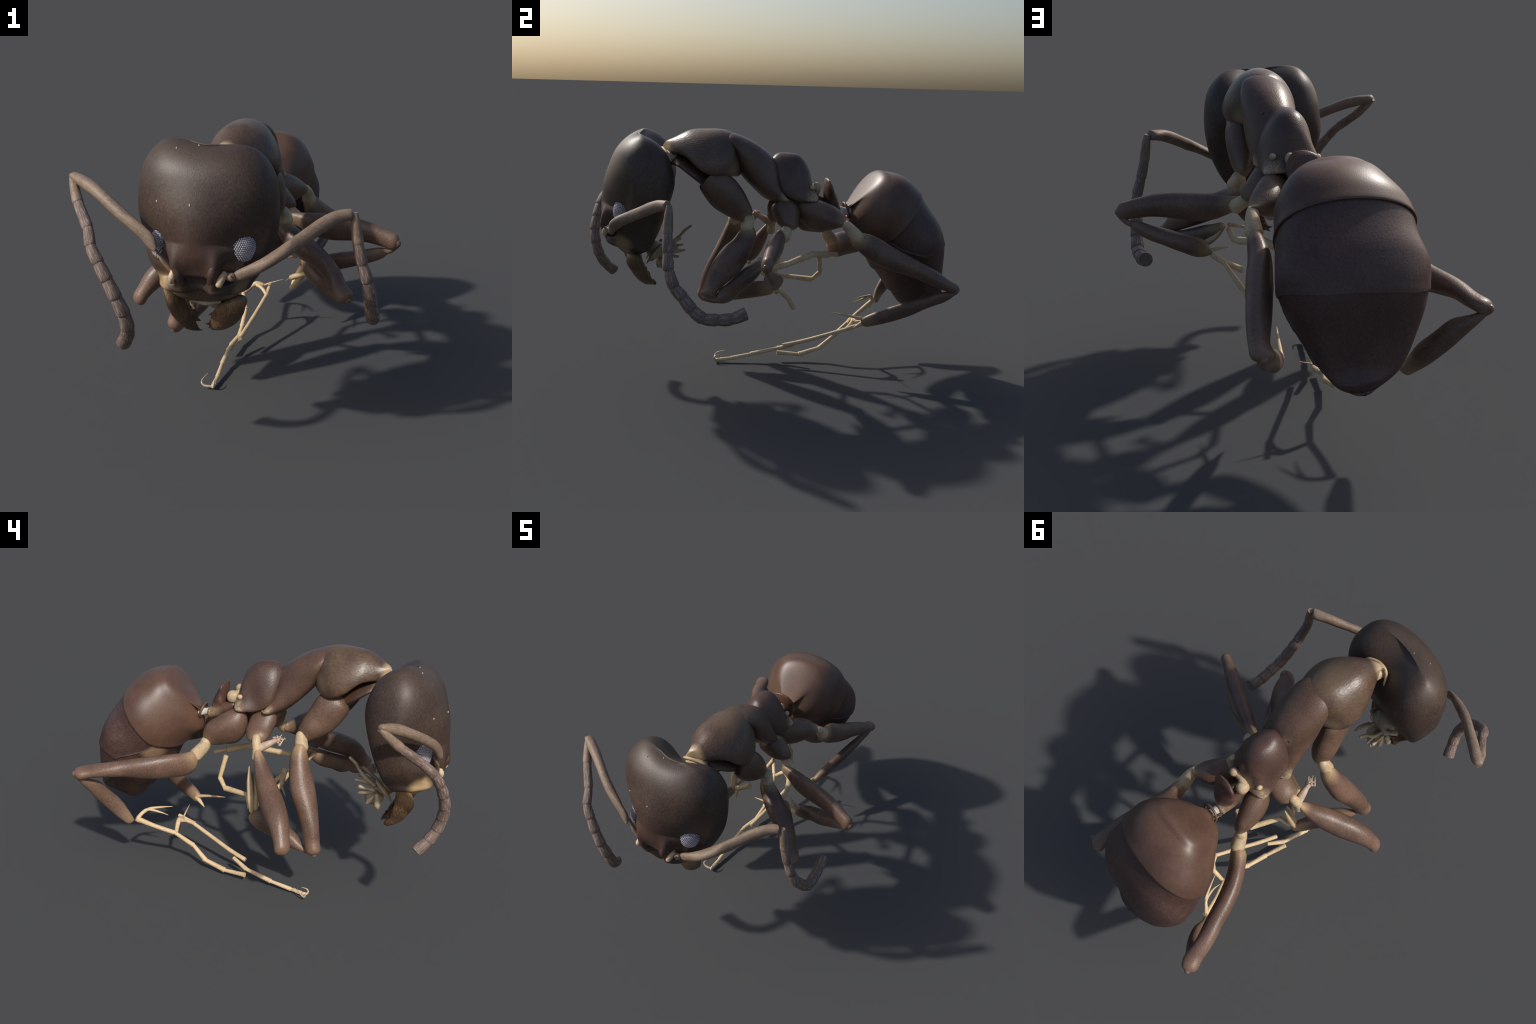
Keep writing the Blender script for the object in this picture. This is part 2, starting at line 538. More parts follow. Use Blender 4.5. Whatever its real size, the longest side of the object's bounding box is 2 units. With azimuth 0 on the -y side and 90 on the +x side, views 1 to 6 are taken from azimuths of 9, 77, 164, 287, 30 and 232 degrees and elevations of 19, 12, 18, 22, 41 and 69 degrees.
R_MANDIBLE = Body((-.295, -.748, .777), (.4424, .2374, -.8648), (.8895, -.2389, .3894), 1.97, [
    (0, 0, 0, 0, 0, 0),
    (.012, .006, .001, .016, .005, .039),
    (.047, .009, -.003, .029, .005, .071),
    (.099, .004, -.018, .037, -.002, .081),
    (.161, -.009, -.023, .034, -.004, .068),
    (.222, -.013, -.025, .028, .005, .052),
    (.274, -.025, -.013, .023, .014, .029),
    (.309, -.013, -.006, .005, -.001, .01),
    (.321, 0, 0, 0, 0, 0)])
L_SCAPE = Body((.03, -.935, .856), (.7968, .4975, .3428), (-.4053, .0193, .914), 2.12, [
    (0, 0, 0, 0, 0, 0),
    (.01, -.021, .04, .015, .014, .013),
    (.038, -.022, .025, .022, .019, .019),
    (.083, -.023, .001, .025, .023, .02),
    (.143, -.02, -.017, .024, .035, .033),
    (.211, -.014, -.023, .025, .035, .034),
    (.285, -.01, -.018, .029, .026, .02),
    (.359, -.004, -.008, .029, .024, .018),
    (.428, .001, .003, .03, .024, .023),
    (.487, 0, .008, .029, .026, .023),
    (.532, -.007, .011, .026, .03, .024),
    (.56, -.014, .007, .023, .027, .019),
    (.57, 0, 0, 0, 0, 0)], slim=.62)
R_SCAPE = Body((-.269, -.924, .949), (-.7769, .4524, .4379), (.4682, -.0499, .8822), 2.00, [
    (0, 0, 0, 0, 0, 0),
    (.009, .001, -.003, .015, -.001, -.001),
    (.037, .013, -.003, .027, .004, .002),
    (.08, .025, .004, .026, .018, .013),
    (.137, .03, .011, .025, .024, .02),
    (.203, .031, .016, .025, .025, .024),
    (.274, .031, .014, .025, .025, .023),
    (.345, .029, .006, .025, .026, .023),
    (.411, .025, -.001, .027, .028, .024),
    (.468, .016, -.007, .026, .029, .025),
    (.511, .008, -.01, .021, .026, .026),
    (.539, .004, -.008, .014, .019, .019),
    (.548, 0, 0, 0, 0, 0)], slim=.62)
GASTER = Body((-.041, .405, .937), (-.0282, .7993, -.6003), (.9996, .0277, -.01), 2.00, [
    (0, 0, 0, 0, 0, 0),
    (.016, .007, .153, .11, .095, .127),
    (.061, .015, .174, .17, .122, .26),
    (.134, .015, .158, .223, .173, .258),
    (.226, .001, .142, .258, .193, .265),
    (.332, .009, .112, .273, .188, .284),
    (.442, .009, .092, .288, .17, .291),
    (.548, .002, .042, .251, .159, .267),
    (.641, .002, -.017, .196, .1, .215),
    (.713, .015, -.052, .146, .038, .09),
    (.759, .037, -.071, .079, .032, .014),
    (.774, .035, -.085, 0, 0, 0)])
HEAD = Head((-.106, -.87, .734), (.048, .2008, .9785), (.993, -.1154, -.0251), 2.30, [
    (0, -.02, -.104, 0, 0, 0),
    (.016, -.025, -.13, .162, .172, .013),
    (.062, -.02, -.169, .196, .231, .007),
    (.134, -.022, -.173, .244, .273, .033),
    (.225, -.018, -.173, .277, .292, .056),
    (.326, -.022, -.137, .298, .265, .119),
    (.427, -.019, -.095, .293, .211, .175),
    (.518, -.017, -.077, .274, .173, .168),
    (.59, -.016, -.073, .229, .125, .134),
    (.636, -.013, -.059, .155, .054, .086),
    (.652, -.013, -.059, 0, 0, 0)])

# ------------------------------------------------------------------ looks
BR = (.135, .078, .05)
m_gaster = cuticle('gaster_cuticle', (.118, .066, .044), (.094, .050, .036), rough=.42, grain=.08, wrinkle=(190, 190, 190), var=.18,
    spots=[((-.05, .42, .90), .02, .14, .35, (.22, .12, .065))])
m_gaster2 = cuticle('gaster_rear_cuticle', (.086, .046, .037), (.066, .036, .031), rough=.45, grain=.14, wrinkle=(150, 70, 150), var=.28)
m_belly = cuticle('sternite_cuticle', (.10, .056, .040), (.07, .038, .03), rough=.45, grain=.3, wrinkle=(120, 120, 120), var=.25,
    spots=[((-.24, .60, .72), .03, .10, .7, (.34, .22, .13))])
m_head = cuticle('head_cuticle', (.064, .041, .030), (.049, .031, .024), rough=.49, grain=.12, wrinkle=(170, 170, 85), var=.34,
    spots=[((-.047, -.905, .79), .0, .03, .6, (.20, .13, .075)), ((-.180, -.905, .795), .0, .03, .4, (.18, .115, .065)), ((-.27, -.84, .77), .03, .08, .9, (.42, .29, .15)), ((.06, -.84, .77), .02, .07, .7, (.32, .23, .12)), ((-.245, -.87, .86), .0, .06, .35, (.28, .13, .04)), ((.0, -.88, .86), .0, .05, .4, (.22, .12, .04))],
    tints=[((-.12, -.70, 1.36), .05, .30, .4, (.080, .058, .040)), ((-.1, -.95, .92), .05, .2, .6, (.072, .034, .025))])
m_clypeus = cuticle('clypeus_cuticle', (.10, .055, .034), (.075, .042, .028), rough=.42, grain=.35, wrinkle=(120, 120, 40), var=.3,
    spots=[((-.275, -.80, .78), .05, .14, .95, (.44, .31, .17)), ((.06, -.82, .775), .03, .12, .8, (.36, .26, .14))])
m_mandible = cuticle('mandible_cuticle', (.165, .095, .045), (.115, .062, .032), rough=.45, grain=.5, wrinkle=(170, 170, 30), var=.5,
    spots=[((-.15, -.66, .52), .01, .06, .5, (.10, .045, .03)), ((.05, -.79, .71), .02, .07, .4, (.28, .18, .09)), ((-.27, -.79, .71), .02, .07, .5, (.30, .2, .1))])
SEAM = [(-.095, -.225, 1.16), (-.082, -.248, 1.22), (-.03, -.262, 1.32), (.037, -.268, 1.351), (.09, -.262, 1.31), (.125, -.235, 1.22), (.12, -.225, 1.155)]
m_pronotum = cuticle('pronotum_cuticle', (.118, .074, .048), (.085, .052, .036), rough=.36, grain=.22, wrinkle=(130, 60, 130), var=.22,
    spots=[((-.055, -.64, 1.265), .055, .10, .95), ((-.03, -.60, 1.21), .03, .08, .8), ((-.10, -.24, 1.165), .02, .10, .45), ((.125, -.235, 1.155), .02, .09, .4)],
    tints=[((.02, -.36, 1.37), .03, .14, .45, (.15, .108, .065))])
m_meso = cuticle('mesothorax_cuticle', (.115, .066, .045), (.085, .05, .036), rough=.38, grain=.2, wrinkle=(160, 160, 160), var=.2, speckle=.5,
    spots=[((-.145, .035, 1.005), .02, .075, .85), ((.122, .037, 1.005), .02, .075, .8), ((-.05, -.04, 1.2), .0, .04, .25)])
m_prop = cuticle('propodeum_cuticle', (.096, .055, .041), (.075, .042, .034), rough=.38, grain=.24, wrinkle=(190, 190, 190), var=.22, speckle=.55,
    spots=[((-.14, .19, 1.0), .02, .08, .85), ((.11, .20, 1.0), .03, .09, .85), ((-.04, .24, 1.03), .03, .10, .8)])
m_under = cuticle('pleuron_cuticle', (.11, .063, .04), (.08, .045, .03), rough=.42, grain=.22,
    spots=[((-.05, -.60, 1.2), .03, .10, .6)])
m_scale = cuticle('petiole_cuticle', (.11, .058, .04), (.08, .042, .034), rough=.4, grain=.25, speckle=.4,
    spots=[((-.05, .33, .93), .02, .075, .6), ((.02, .25, 1.07), .02, .07, .4, (.22, .09, .03))])
m_pale = pale_chitin('joint_chitin')
m_tarsus = pale_chitin('tarsus_chitin', (.70, .53, .32), (.60, .44, .25))
m_white = plain('white_membrane', (.80, .76, .68), .45)
m_scape = hairy_segment('scape_hairs', (.24, .165, .115), (.38, .29, .21), .6, z=45, xy=230, grain=.25)
m_flag = hairy_segment('flagellum_hairs', (.19, .13, .105), (.45, .36, .31), .75, z=18, xy=170, grain=.8)
m_eye = plain('eye_groove', (.085, .08, .10), .5)
m_lens = plain('eye_lens', (.42, .40, .45), .35)
m_mouth = pale_chitin('mouthpart_chitin', (.46, .37, .25), (.34, .26, .17))  # tone lightened to offset the shade behind the mandibles
m_dark = plain('spiracle_slit', (.02, .014, .012), .7)
m_claw = plain('claw_chitin', (.55, .42, .32), .4)
m_fleck = plain('dust_fleck', (.55, .48, .38), .8)

ant = empty('ant')
ant['label'] = 'curled dead brown ant with large head and folded legs'
ant['category'] = 'ant'

# ------------------------------------------------------------------ abdomen (gaster)
def tergite_end(deg, table):
    """Where a tergite's rear margin lies along the axis for ring angle deg (90 = dorsal)."""
    a = np.abs((np.asarray(deg) - 90 + 180) % 360 - 180)      # 0 dorsal .. 180 ventral
    return np.interp(a, [t[0] for t in table], [t[1] for t in table]) - .015 * np.cos(np.radians(deg))     # margins run a little askew
T1 = [(0, .262), (118, .262), (126, .255), (135, .238), (148, .218), (162, .198), (172, .16), (180, .15)]
T2 = [(0, .56), (40, .552), (60, .53), (75, .505), (90, .482), (102, .465), (110, .41), (116, .36), (127, .263), (180, .17)]
R = 120
phi = -np.linspace(0, 2 * np.pi, R, endpoint=False); deg = np.degrees(phi)
def full_rear(P):
    """Fill out the lower hind end of the gaster."""
    d = np.linalg.norm((P - V(-.02, .95, .42)) / V(.22, .16, .13), axis=-1)
    return P + np.exp(-d ** 2)[..., None] * V(0, .012, -.022)
def shell(z0, z1, M, lift, lip):
    """Plate from z0 to the margin z1: a little proud, its edge rolled in under."""
    x0 = GASTER.x_at(z0); x1 = GASTER.x_at(z1)
    s = np.linspace(0, 1, M)[:, None]
    P = full_rear(GASTER.surface(x0 + (x1 - x0) * s, phi[None]))
    n = normals(P)
    off = lift * np.ones_like(s) + lip * np.exp(-((1 - s) / .05) ** 2)
    P = P + n * off[..., None]
    edge = [P[-1] - n[-1] * (off[-1] * .35) + (P[-1] - P[-2]) * .25, P[-1] - n[-1] * (off[-1] + .012), P[-2] - n[-1] * (off[-1] + .016)]
    return np.vstack([P, np.array(edge)])
P = shell(np.zeros(R), tergite_end(deg, T1), 60, .002, .0035)
abdomen_grid = full_rear(GASTER.surface(np.linspace(0, GASTER.N - 1, 90)[:, None], phi[None]))
n = normals(abdomen_grid)
zz = np.repeat(((abdomen_grid - GASTER.org) @ GASTER.ax)[..., None], 1, -1)[..., 0]
ventral = np.clip((np.abs((deg - 90 + 180) % 360 - 180) - 112) / 14, 0, 1)
saw = np.zeros_like(zz)                                       # overlapping sternites below
for z0, z1 in ((.16, .36), (.36, .52), (.52, .64)):
    u = np.clip((zz - z0) / (z1 - z0), 0, 1)
    saw += np.where((zz >= z0) & (zz < z1), .010 * u ** 1.5, 0)
t3 = np.clip(1 - ventral, 0, 1) * 0.002
abdomen_grid = abdomen_grid + n * (-.009 + saw * ventral + t3)[..., None]
abdomen = add('abdomen', grid_data(abdomen_grid), m_belly, ant)
add('tergite', grid_data(P, (True, False)), m_gaster, abdomen, sharp=50)
P = shell(tergite_end(deg, T1) - .05, np.maximum(tergite_end(deg, T2), tergite_end(deg, T1) - .02), 50, -.0035, .003)
add('tergite', grid_data(P, (False, False)), m_gaster2, abdomen, sharp=50)
T3 = [(0, .772), (60, .765), (95, .70), (106, .62), (112, .54), (120, .44), (180, .3)]
P = shell(tergite_end(deg, T2) - .04, np.maximum(np.minimum(tergite_end(deg, T3), GASTER.L), tergite_end(deg, T2) - .03), 50, -.006, .001)
add('tergite', grid_data(P, (False, False)), m_gaster2, abdomen, sharp=50)
# the collar round the gaster's foremost opening
ring = [(-.03 + .045 * math.cos(a), .402 - .012 * math.sin(a), .925 + .04 * math.sin(a)) for a in np.linspace(0, 2 * math.pi, 15)]
add('collar', tube(ring, [.007], m=48, sides=10, ends='tail'), m_gaster, abdomen)

# ------------------------------------------------------------------ thorax and waist
pronotum = add('pronotum', grid_data(PRONOTUM.grid(80, 96)), m_pronotum, ant)
mesothorax = add('mesothorax', grid_data(MESOTHORAX.grid(72, 88)), m_meso, ant)
propodeum = add('propodeum', grid_data(PROPODEUM.grid(72, 88)), m_prop, ant)
add('propleuron', grid_data(PROPLEURON.grid()), m_under, ant)
add('sternum', ellipsoid((-.012, .08, .985), (.08, .10, .045)), m_under, ant)
add('neck', tube([(-.075, -.69, 1.195), (-.05, -.63, 1.215), (-.03, -.57, 1.22)], [.036, .042, .05], flat=.75, up=(0, 0, 1)), m_pale, ant)
add('collar', tube([(.045, -.585, 1.20), (.025, -.605, 1.24), (-.03, -.622, 1.262), (-.085, -.618, 1.250), (-.115, -.585, 1.205)], [.004, .008, .008, .008, .004], m=40, sides=12), m_pale, pronotum)
for side, p in ((-1, (-.113, .163, 1.055)), (1, (.083, .172, 1.066))):
    add('tubercle', ellipsoid(p, (.014, .016, .014)), m_pale, propodeum)
for side, p in ((-1, (-.060, -.056, 1.199)), (1, (.066, -.055, 1.206))):
    d = unit(V(side * .8, .25, .55))
    F = frame_z(d)
    add('spiracle', merge(ellipsoid(V(*p) + (0, -.02, 0), (.013, .026, .016), None)), m_meso, mesothorax)
    add('spiracle_slit', tube([V(*p) + (side * -.006, .004, .010), V(*p) + (side * .003, .005, .0), V(*p) + (side * .008, .005, -.012)], [.002, .003, .002], m=14, sides=8), m_dark, mesothorax)
# pale articulation lobes behind the propodeum
add('propodeal_joint', merge(ellipsoid((-.058, .222, 1.035), (.030, .033, .034), power=2.3), ellipsoid((.022, .212, 1.062), (.021, .022, .026)),
                             tube([(-.05, .21, 1.045), (-.015, .20, 1.05), (.02, .205, 1.055)], [.022, .018, .018])), m_pale, propodeum)
petiole = add('petiole', grid_data(PETIOLE.grid()), m_scale, ant)
add('petiole_joint', merge(tube([(-.045, .22, .985), (-.05, .29, .95), (-.045, .345, .925)], [.032, .034, .030]),
                           ellipsoid((-.04, .352, .925), (.036, .018, .032))), m_scale, petiole)
add('membrane', tube([(-.04, .35, .928), (-.033, .385, .922), (-.03, .42, .915)], [.024, .019, .024]), m_white, petiole)

# ------------------------------------------------------------------ head
def carve_face(P):
    """Frontal carinae, the sockets beside them and the step above the clypeus."""
    x, z = P[..., 0], P[..., 2]
    front = np.clip((-P[..., 1] - .80) / .06, 0, 1)
    d = np.zeros_like(x)
    sm = lambda v, a, b: np.clip((v - a) / (b - a), 0, 1) ** 2 * (3 - 2 * np.clip((v - a) / (b - a), 0, 1))
    for s, xc in ((1, -.030 - .16 * np.clip(.90 - z, 0, .1)), (-1, -.200 + .16 * np.clip(.88 - z, 0, .1))):
        low = sm(z, .99, .88) * sm(z, .775, .80)
        d += .012 * low * np.exp(-((x - xc) / .020) ** 2)                       # carina
        out = s * (x - xc)
        d -= .034 * sm(z, .95, .875) * sm(z, .79, .82) * sm(out, .010, .034) * sm(out, .11, .05)   # socket
    mid = np.exp(-((x + .113) / .045) ** 4)
    d -= .010 * mid * sm(z, .93, .86)
    d -= .030 * mid * sm(z, .842, .826)                                          # step over the clypeus
    P = P.copy(); P[..., 1] -= d * front
    return P
head_grid = rough(carve_face(HEAD.grid(190, 220)), .0012, 9)
head = add('head', grid_data(head_grid), m_head, ant)
flat_head = head_grid.reshape(-1, 3)
def on_face(x, z, out=0.):
    """Point of the head's front above (x, z), pushed out along -y."""
    f = flat_head[flat_head[:, 1] < -.70]
    d = (f[:, 0] - x) ** 2 + (f[:, 2] - z) ** 2
    i = np.argsort(d)[:4]
    return V(x, f[i, 1].mean() - out, z)
# rounded lobes in which the carinae end, overhanging the clypeus
for xs, zs, end in (((-.036, -.044), (.90, .855), (-.047, -.900, .806)), ((-.198, -.188), (.89, .850), (-.180, -.898, .810))):
    pts = [on_face(x, z, o) for x, z, o in zip(xs, zs, (-.016, -.014))] + [V(*end)]
    add('frontal_lobe', tube(pts, [.014, .022, .024], m=30, sides=24), m_head, head)
add('clypeus', ellipsoid((-.112, -.778, .762), (.164, .092, .078), np.array([unit((1, -.06, 0)), unit((.055, .95, -.32)), unit((.02, .32, .95))]), m=44, r=64, power=2.2), m_clypeus, head)
add('labrum', tube([(-.17, -.79, .69), (-.108, -.80, .682), (-.045, -.80, .688)], [.006, .011, .006], flat=1.2), m_mouth, head)

def eye(c, nrm):
    F = frame_z(nrm)
    F = np.array([F[0], F[1], F[2]])
    rx, ry, rz = .052, .064, .034
    base = ellipsoid(V(*c) - unit(nrm) * .019, (rx, ry, rz), F)
    ob = add('eye', base, m_eye, head)
    lens, s = [], .0088
    for a in range(-9, 10):
        for b in range(-9, 10):
            u, v = (a + (b % 2) / 2) * s, b * s * .866
            q = (u / rx) ** 2 + (v / ry) ** 2
            if q > .90: continue
            w = rz * math.sqrt(1 - q)
            nn = unit(V(u / rx ** 2, v / ry ** 2, w / rz ** 2))
            p = V(*c) - unit(nrm) * .019 + V(u, v, w) @ F
            lens.append(ellipsoid(p, (.0047, .0047, .0036), frame_z(nn @ F), 6, 8))
    add('eye_lens', merge(*lens), m_lens, head, 'stuff')
eye((.076, -.857, .947), (.55, -.82, .10))
eye((-.290, -.839, .947), (-.72, -.68, .10))

# mandibles with teeth along the inner edge
for B, teeth in ((L_MANDIBLE, [((-.045, -.715, .605), (-.118, -.706, .585), .018), ((-.06, -.70, .575), (-.112, -.69, .563), .012), ((-.07, -.69, .555), (-.112, -.68, .545), .012), ((-.08, -.67, .53), (-.120, -.662, .532), .012), ((-.10, -.66, .515), (-.146, -.655, .521), .012)]),
                 (R_MANDIBLE, [((-.20, -.72, .60), (-.160, -.712, .592), .018), ((-.20, -.71, .58), (-.164, -.698, .570), .013), ((-.19, -.69, .555), (-.160, -.680, .545), .012)])):
    parts = [grid_data(B.grid(56, 56))]
    parts += [tube([a, (V(*a) * .45 + V(*b) * .55) + V(0, 0, .003), b], [r, r * .7, .0015], m=12, sides=12, flat=.6, up=(0, 1, 0)) for a, b, r in teeth]
    add('mandible', merge(*parts), m_mandible, head)

# maxillae, labium and palps hanging behind the mandibles
MO = V(-.125, -.64, .70)
mouth = [ellipsoid((-.13, -.60, .625), (.05, .05, .036)), ellipsoid((-.125, -.655, .70), (.075, .05, .05)), ellipsoid((-.125, -.585, .60), (.035, .03, .02)),
         tube([(-.055, -.63, .735), (-.05, -.67, .69), (-.06, -.705, .64)], [.018, .027, .006], flat=.5),
         tube([(-.195, -.62, .735), (-.20, -.665, .69), (-.19, -.70, .635)], [.018, .027, .006], flat=.5),
         tube([(-.075, -.64, .70), (-.075, -.665, .665), (-.08, -.68, .65)], [.012, .011, .008])]
add('labium', merge(*mouth), m_mouth, head)
for pts, r in ((((-.16, -.60, .70), (-.165, -.55, .735), (-.155, -.51, .775), (-.150, -.49, .80), (-.147, -.457, .825)), (.010, .012, .008, .009, .008)),
               (((-.14, -.60, .69), (-.155, -.55, .71), (-.166, -.50, .717)), (.011, .013, .006)),
               (((-.18, -.60, .68), (-.182, -.56, .685), (-.184, -.527, .690)), (.010, .008, .011)),
               (((-.15, -.60, .665), (-.165, -.56, .655), (-.171, -.525, .648)), (.012, .010, .009)),
               (((-.17, -.61, .65), (-.185, -.585, .625), (-.19, -.575, .61)), (.009, .015, .009)),
               (((-.19, -.62, .66), (-.20, -.63, .61), (-.195, -.635, .585)), (.012, .018, .006)),
               (((-.10, -.60, .71), (-.10, -.555, .745), (-.095, -.52, .765)), (.010, .011, .007)),
               (((-.08, -.59, .69), (-.07, -.54, .70), (-.07, -.50, .705)), (.010, .012, .006)),
               (((-.09, -.62, .64), (-.10, -.60, .60), (-.12, -.60, .58)), (.012, .014, .008)),
               (((-.07, -.63, .755), (-.075, -.60, .77), (-.09, -.595, .745)), (.006, .006, .006))):
    add('palp', tube(pts, r, m=26, sides=12), m_mouth, head)

# pale flecks of dust on the head
flecks = [on_face(x, z, .001) for x, z in ((-.20, 1.325), (-.115, 1.33), (-.125, 1.13), (-.27, 1.13))]
add('dust_fleck', merge(*[ellipsoid(p, (.004, .003, .006), None, 8, 8) for p in flecks]), m_fleck, head, 'stuff')

# ------------------------------------------------------------------ antennae
def flagellum(parent, joints, radii, first):
    """Barrel-shaped segments, each a little flared towards its tip."""
    prof = [(0, .87), (.05, .90), (.25, .95), (.6, 1.0), (.85, 1.02), (.95, 1.0), (1.0, .93)]
    J = np.array(joints, float)
    fine = path(J, (len(J) - 1) * 12 + 1)
    for i in range(len(J) - 1):
        seg = fine[i * 12:i * 12 + 13]
        r0, r1 = radii[i], radii[i + 1]
        last = i == len(J) - 2
        s = np.linspace(0, 1, 13)
        rr = np.interp(s, [p[0] for p in prof], [p[1] for p in prof]) * (r0 + (r1 - r0) * s)
        if i == 0: rr *= np.interp(s, [0, .3, 1], [.72, .95, 1])
        if last: rr[-3:] = rr[-4]
        d = seg[-1] - seg[0]
        add('flagellum_segment', tube(seg, rr, m=26, sides=26, ends='flat'), first if i == 0 else m_flag, parent, sharp=45, frame=frame_z(d), origin=seg[0])

def antenna(scape, joints, radii, base):
    A = empty('antenna', ant)
    add('scape', grid_data(rough(scape.grid(72, 40), .0008, 25)), m_scape, A, frame=np.array([scape.lat, scape.dor, scape.ax]), origin=scape.org)
    for d, mat in base: add('condyle', d, mat, A)
    flagellum(A, joints, radii, m_scape)
antenna(L_SCAPE, [(.497, -.640, 1.036), (.514, -.648, .908), (.534, -.651, .818), (.555, -.648, .740), (.568, -.624, .662), (.571, -.584, .609),
                  (.577, -.540, .549), (.581, -.487, .505), (.578, -.418, .494), (.571, -.350, .493), (.566, -.276, .516)],
        [.022, .025, .025, .027, .029, .030, .031, .031, .031, .031, .032],
        [(merge(tube([(-.02, -.93, .812), (-.012, -.922, .832), (.0, -.905, .85)], [.014, .017, .013]), tube([(-.012, -.885, .85), (-.008, -.90, .845)], [.012, .012])), m_pale),
         (tube([(-.01, -.895, .838), (.03, -.905, .838)], [.014, .019]), m_scape)])
antenna(R_SCAPE, [(-.688, -.668, 1.180), (-.635, -.761, 1.090), (-.568, -.853, 1.010), (-.540, -.913, .954), (-.502, -.944, .894), (-.465, -.964, .829),
                  (-.430, -.975, .758), (-.406, -.969, .689), (-.401, -.950, .621), (-.419, -.918, .565), (-.451, -.870, .515)],
        [.020, .024, .023, .024, .026, .027, .028, .029, .029, .030, .031],
        [(merge(tube([(-.215, -.915, .815), (-.21, -.925, .838), (-.203, -.915, .862)], [.012, .015, .012]),), m_pale),
         (tube([(-.285, -.885, .945), (-.25, -.90, .90), (-.212, -.905, .855)], [.004, .013, .012], flat=.6), m_scape)])

# ------------------------------------------------------------------ legs
def limb_look(name, tone, hip, knee, a=.85, b=.35, w=(150, 150, 150)):
    return cuticle(name, tone, tuple(c * .74 for c in tone), rough=.40, grain=.22, wrinkle=w, var=.24, speckle=.25,
                   spots=[(hip, .03, .125, a, (.45, .31, .17)), (knee, .01, .12, b, (.30, .19, .12))])
FEM, TIB, COX = (.165, .098, .07), (.17, .105, .074), (.145, .085, .058)

def shift(B, d, swell=0.):
    """Move the middle of a limb by d and thicken it by swell."""
    w = np.sin(np.linspace(0, np.pi, B.N)); d = V(*d)
    w = np.concatenate([[w[1]], w, [w[-2]]])
    B.C[:, 1] += w * (d @ B.lat); B.C[:, 2] += w * (d @ B.dor)
    s = np.sign(B.R[:, 1]) * (np.abs(B.R[:, 1]) > 0)
    B.R += (w * swell)[:, None] * s[:, None]
shift(RF_FEMUR, (-.002, .0, .001), .0)
shift(RM_FEMUR, (-.002, .0, .001), .0)
shift(RH_TIBIA, (-.012, .0, .004), .003)
shift(RH_COXA, (.016, .003, -.008))

def leg(coxa, femur, tibia, trochanter, troch_mat=None):
    L = empty('leg', ant)
    for nm, B, tone, p, q in (('coxa', coxa, COX, None, None), ('femur', femur, FEM, femur and femur.org, None), ('tibia', tibia, TIB, None, None)):
        if B is None: continue
        end = B.surface(B.N - 1, 0.)
        if nm == 'coxa': mat = cuticle('coxa_cuticle', tone, tuple(c * .75 for c in tone), rough=.40, grain=.22, wrinkle=(170, 170, 170), var=.22,
                                       spots=[(tuple(end), .01, .09, .55, (.34, .23, .13))])
        elif nm == 'femur': mat = limb_look('femur_cuticle', tone, tuple(B.org), tuple(end))
        else: mat = limb_look('tibia_cuticle', tone, tuple(end), tuple(B.org), .55, .3)
        data = grid_data(rough(B.grid(60, 48), .0012, 14))
        if nm == 'tibia' and femur is not None:      # hinge that closes the knee
            mid = lambda b, x: b.surface(x, np.array([0, np.pi / 2, np.pi, np.pi * 1.5])).mean(0)
            data = merge(data, tube([mid(femur, femur.N - 2.2), mid(femur, femur.N - 1.5), mid(B, .5), mid(B, 1.6)], [.014, .015, .013, .012], m=20))
        add(nm, data, mat, L)
    add('trochanter', trochanter, troch_mat or m_pale, L)
    return L

def segments(parent, pts, radii, name='tarsus_segment', collar=1.22, mat=None, flat=1.0):
    """Tarsal segments: slender cones, each ending in a wider collar."""
    for i in range(len(pts) - 1):
        a, b = V(*pts[i]), V(*pts[i + 1]); r = radii[min(i, len(radii) - 1)]
        d = b - a; o = unit(d) * r * .35
        line = [a - o, a + d * .12, a + d * .5, a + d * .86, a + d * .97, b]
        add(name, tube(line, [r * .86, r * .9, r, r * 1.08, r * collar, r * collar * .95], m=22, sides=18, ends='flat', flat=flat), mat or m_tarsus, parent, sharp=40)

def spike(parent, pts, r, name='spur', mat=None):
    add(name, tube(pts, [r, r * .85, r * .55, .0012], m=24, sides=10), mat or m_tarsus, parent)

# left front
L = leg(LF_COXA, LF_FEMUR, LF_TIBIA, merge(tube([(.148, -.188, .908), (.155, -.190, .888), (.165, -.204, .866)], [.027, .031, .032]), tube([(.135, -.190, .895), (.14, -.195, .872)], [.026, .027])))
segments(L, [(.198, -.150, .672), (.200, -.05, .656), (.180, .022, .669), (.111, .174, .705), (.045, .283, .688), (.005, .349, .676)], [.014, .016, .018, .019, .012], collar=1.1)
spike(L, [(.19, -.19, .685), (.13, -.18, .675), (.055, -.17, .663)], .010)
# left middle
L = leg(LM_COXA, LM_FEMUR, LM_TIBIA, tube([(.152, .020, .868), (.168, .013, .846), (.20, -.006, .818)], [.023, .028, .033]))
spike(L, [(.315, -.10, .635), (.275, -.095, .66), (.245, -.09, .690)], .013, mat=m_pale)
spike(L, [(.30, -.085, .60), (.25, -.08, .61), (.215, -.075, .612)], .010)
segments(L, [(.292, -.085, .578), (.237, -.055, .547), (.160, -.032, .515)], [.013, .014], collar=1.15)
segments(L, [(.24, -.04, .545), (.205, .02, .49), (.157, .066, .420)], [.012, .014], collar=1.1)
# left hind
L = leg(LH_COXA, LH_FEMUR, LH_TIBIA, tube([(.205, .325, .885), (.213, .352, .858), (.216, .395, .812)], [.025, .030, .037]))
spike(L, [(.128, .49, .325), (.122, .45, .338), (.108, .37, .355), (.093, .298, .368)], .011)
spike(L, [(.130, .492, .318), (.118, .46, .295), (.106, .432, .274)], .015)
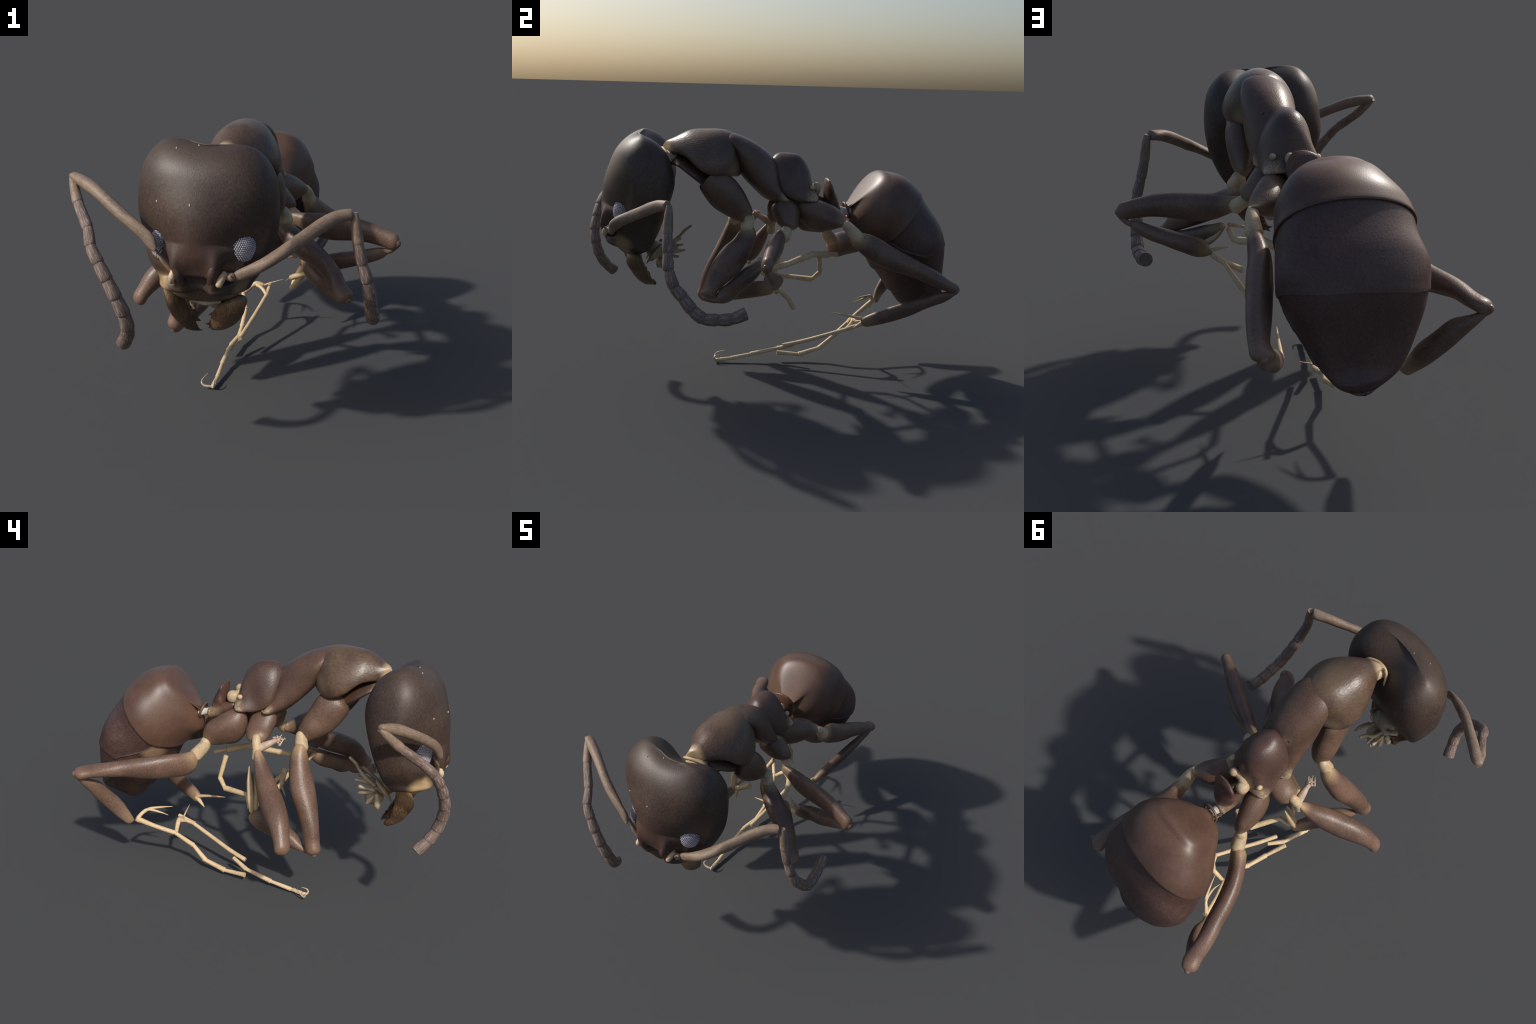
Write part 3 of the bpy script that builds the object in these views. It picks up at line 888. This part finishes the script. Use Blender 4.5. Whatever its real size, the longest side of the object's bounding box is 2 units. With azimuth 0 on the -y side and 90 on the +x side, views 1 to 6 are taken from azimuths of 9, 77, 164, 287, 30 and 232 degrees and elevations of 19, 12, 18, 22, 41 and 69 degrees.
# loose tarsus of the left hind leg, with its Y-shaped spur bridge
segments(L, [(-.024, .538, .256), (-.033, .437, .224)], [.012], collar=1.15)
add('tarsus_segment', tube([(-.033, .445, .226), (-.07, .31, .178), (-.105, .19, .137), (-.132, .085, .109)], [.011, .0115, .012, .0125], m=30, ends='flat'), m_tarsus, L, sharp=40)
spike(L, [(-.055, .50, .262), (-.02, .503, .275), (.056, .507, .299)], .006)
add('spur', merge(tube([(-.168, .497, .218), (-.135, .503, .248), (-.10, .507, .268), (-.062, .502, .262)], [.011, .013, .014, .011]),
                  tube([(-.10, .50, .262), (-.065, .478, .25), (-.034, .44, .226)], [.010, .010, .011])), m_tarsus, L)
segments(L, [(-.137, .152, .108), (-.177, .066, .078), (-.197, -.09, .043), (-.201, -.207, .022), (-.207, -.272, .014)], [.012, .012, .011, .011], collar=1.15)
add('pretarsus', ellipsoid((-.208, -.285, .013), (.011, .018, .0115)), m_tarsus, L)
spike(L, [(-.215, -.295, .014), (-.252, -.296, .020), (-.266, -.283, .038), (-.243, -.238, .060)], .007, 'claw', m_claw)
spike(L, [(-.203, -.300, .014), (-.200, -.306, .028), (-.199, -.296, .042), (-.200, -.268, .046)], .0065, 'claw', m_claw)
# right front
L = leg(RF_COXA, RF_FEMUR, RF_TIBIA, merge(tube([(-.160, -.19, .912), (-.168, -.197, .885), (-.180, -.206, .850)], [.026, .034, .036])))
add('spur', tube([(-.190, .070, .702), (-.206, .060, .62), (-.220, .046, .53), (-.228, .036, .465)], [.005, .019, .023, .014], m=30, flat=.8, up=(0, 1, 0)), m_tarsus, L)
add('spur', tube([(-.175, .045, .69), (-.185, .03, .60), (-.21, .02, .47)], [.004, .010, .014], m=26), m_pale, L)
segments(L, [(-.205, .055, .47), (-.16, .082, .523), (-.098, .236, .513), (-.070, .277, .560), (-.036, .256, .684)], [.012, .015, .013, .013], collar=1.1)
segments(L, [(-.205, .03, .47), (-.15, -.02, .53), (-.109, -.089, .591), (-.028, -.084, .651)], [.011, .014, .015], collar=1.15)
spike(L, [(-.109, -.092, .588), (-.110, -.105, .56), (-.110, -.119, .529)], .007)
# right middle: the tibia is broken off
L = leg(RM_COXA, RM_FEMUR, None, tube([(-.205, .035, .880), (-.222, .028, .85), (-.232, .022, .815), (-.236, .018, .775)], [.022, .024, .022, .026], m=24))
ragged = [tube([V(-.194, -.081, .881) + .012 * V(*rng.normal(0, 1, 3)), V(-.190, -.094, .892) + .017 * V(*rng.normal(0, 1, 3))], [.006, .002], m=5, sides=6) for _ in range(16)]
add('stump', merge(tube([(-.222, .015, .825), (-.212, -.02, .845), (-.202, -.055, .866), (-.194, -.082, .882)], [.022, .021, .014, .018], m=24), *ragged), pale_chitin('stump_chitin', (.55, .42, .31), (.42, .30, .22)), L)
# right hind
L = leg(RH_COXA, RH_FEMUR, RH_TIBIA, tube([(-.170, .328, .802), (-.174, .340, .768), (-.195, .378, .720)], [.028, .034, .037]))
spike(L, [(-.283, .682, .322), (-.262, .665, .348), (-.235, .64, .364), (-.209, .58, .348), (-.207, .531, .338)], .012)
spike(L, [(-.255, .660, .352), (-.225, .635, .366), (-.19, .58, .371), (-.159, .525, .372)], .010)
spike(L, [(-.29, .68, .308), (-.27, .665, .292), (-.258, .655, .28)], .007)
add('tarsus_segment', tube([(-.288, .69, .322), (-.245, .60, .275), (-.186, .501, .224)], [.016, .0125, .013], m=24, ends='flat'), m_tarsus, L, sharp=40)
segments(L, [(-.183, .501, .224), (-.149, .397, .147), (-.160, .317, .074), (-.167, .195, .037), (-.193, .066, .047)], [.0125, .013, .0135, .012], collar=1.2)
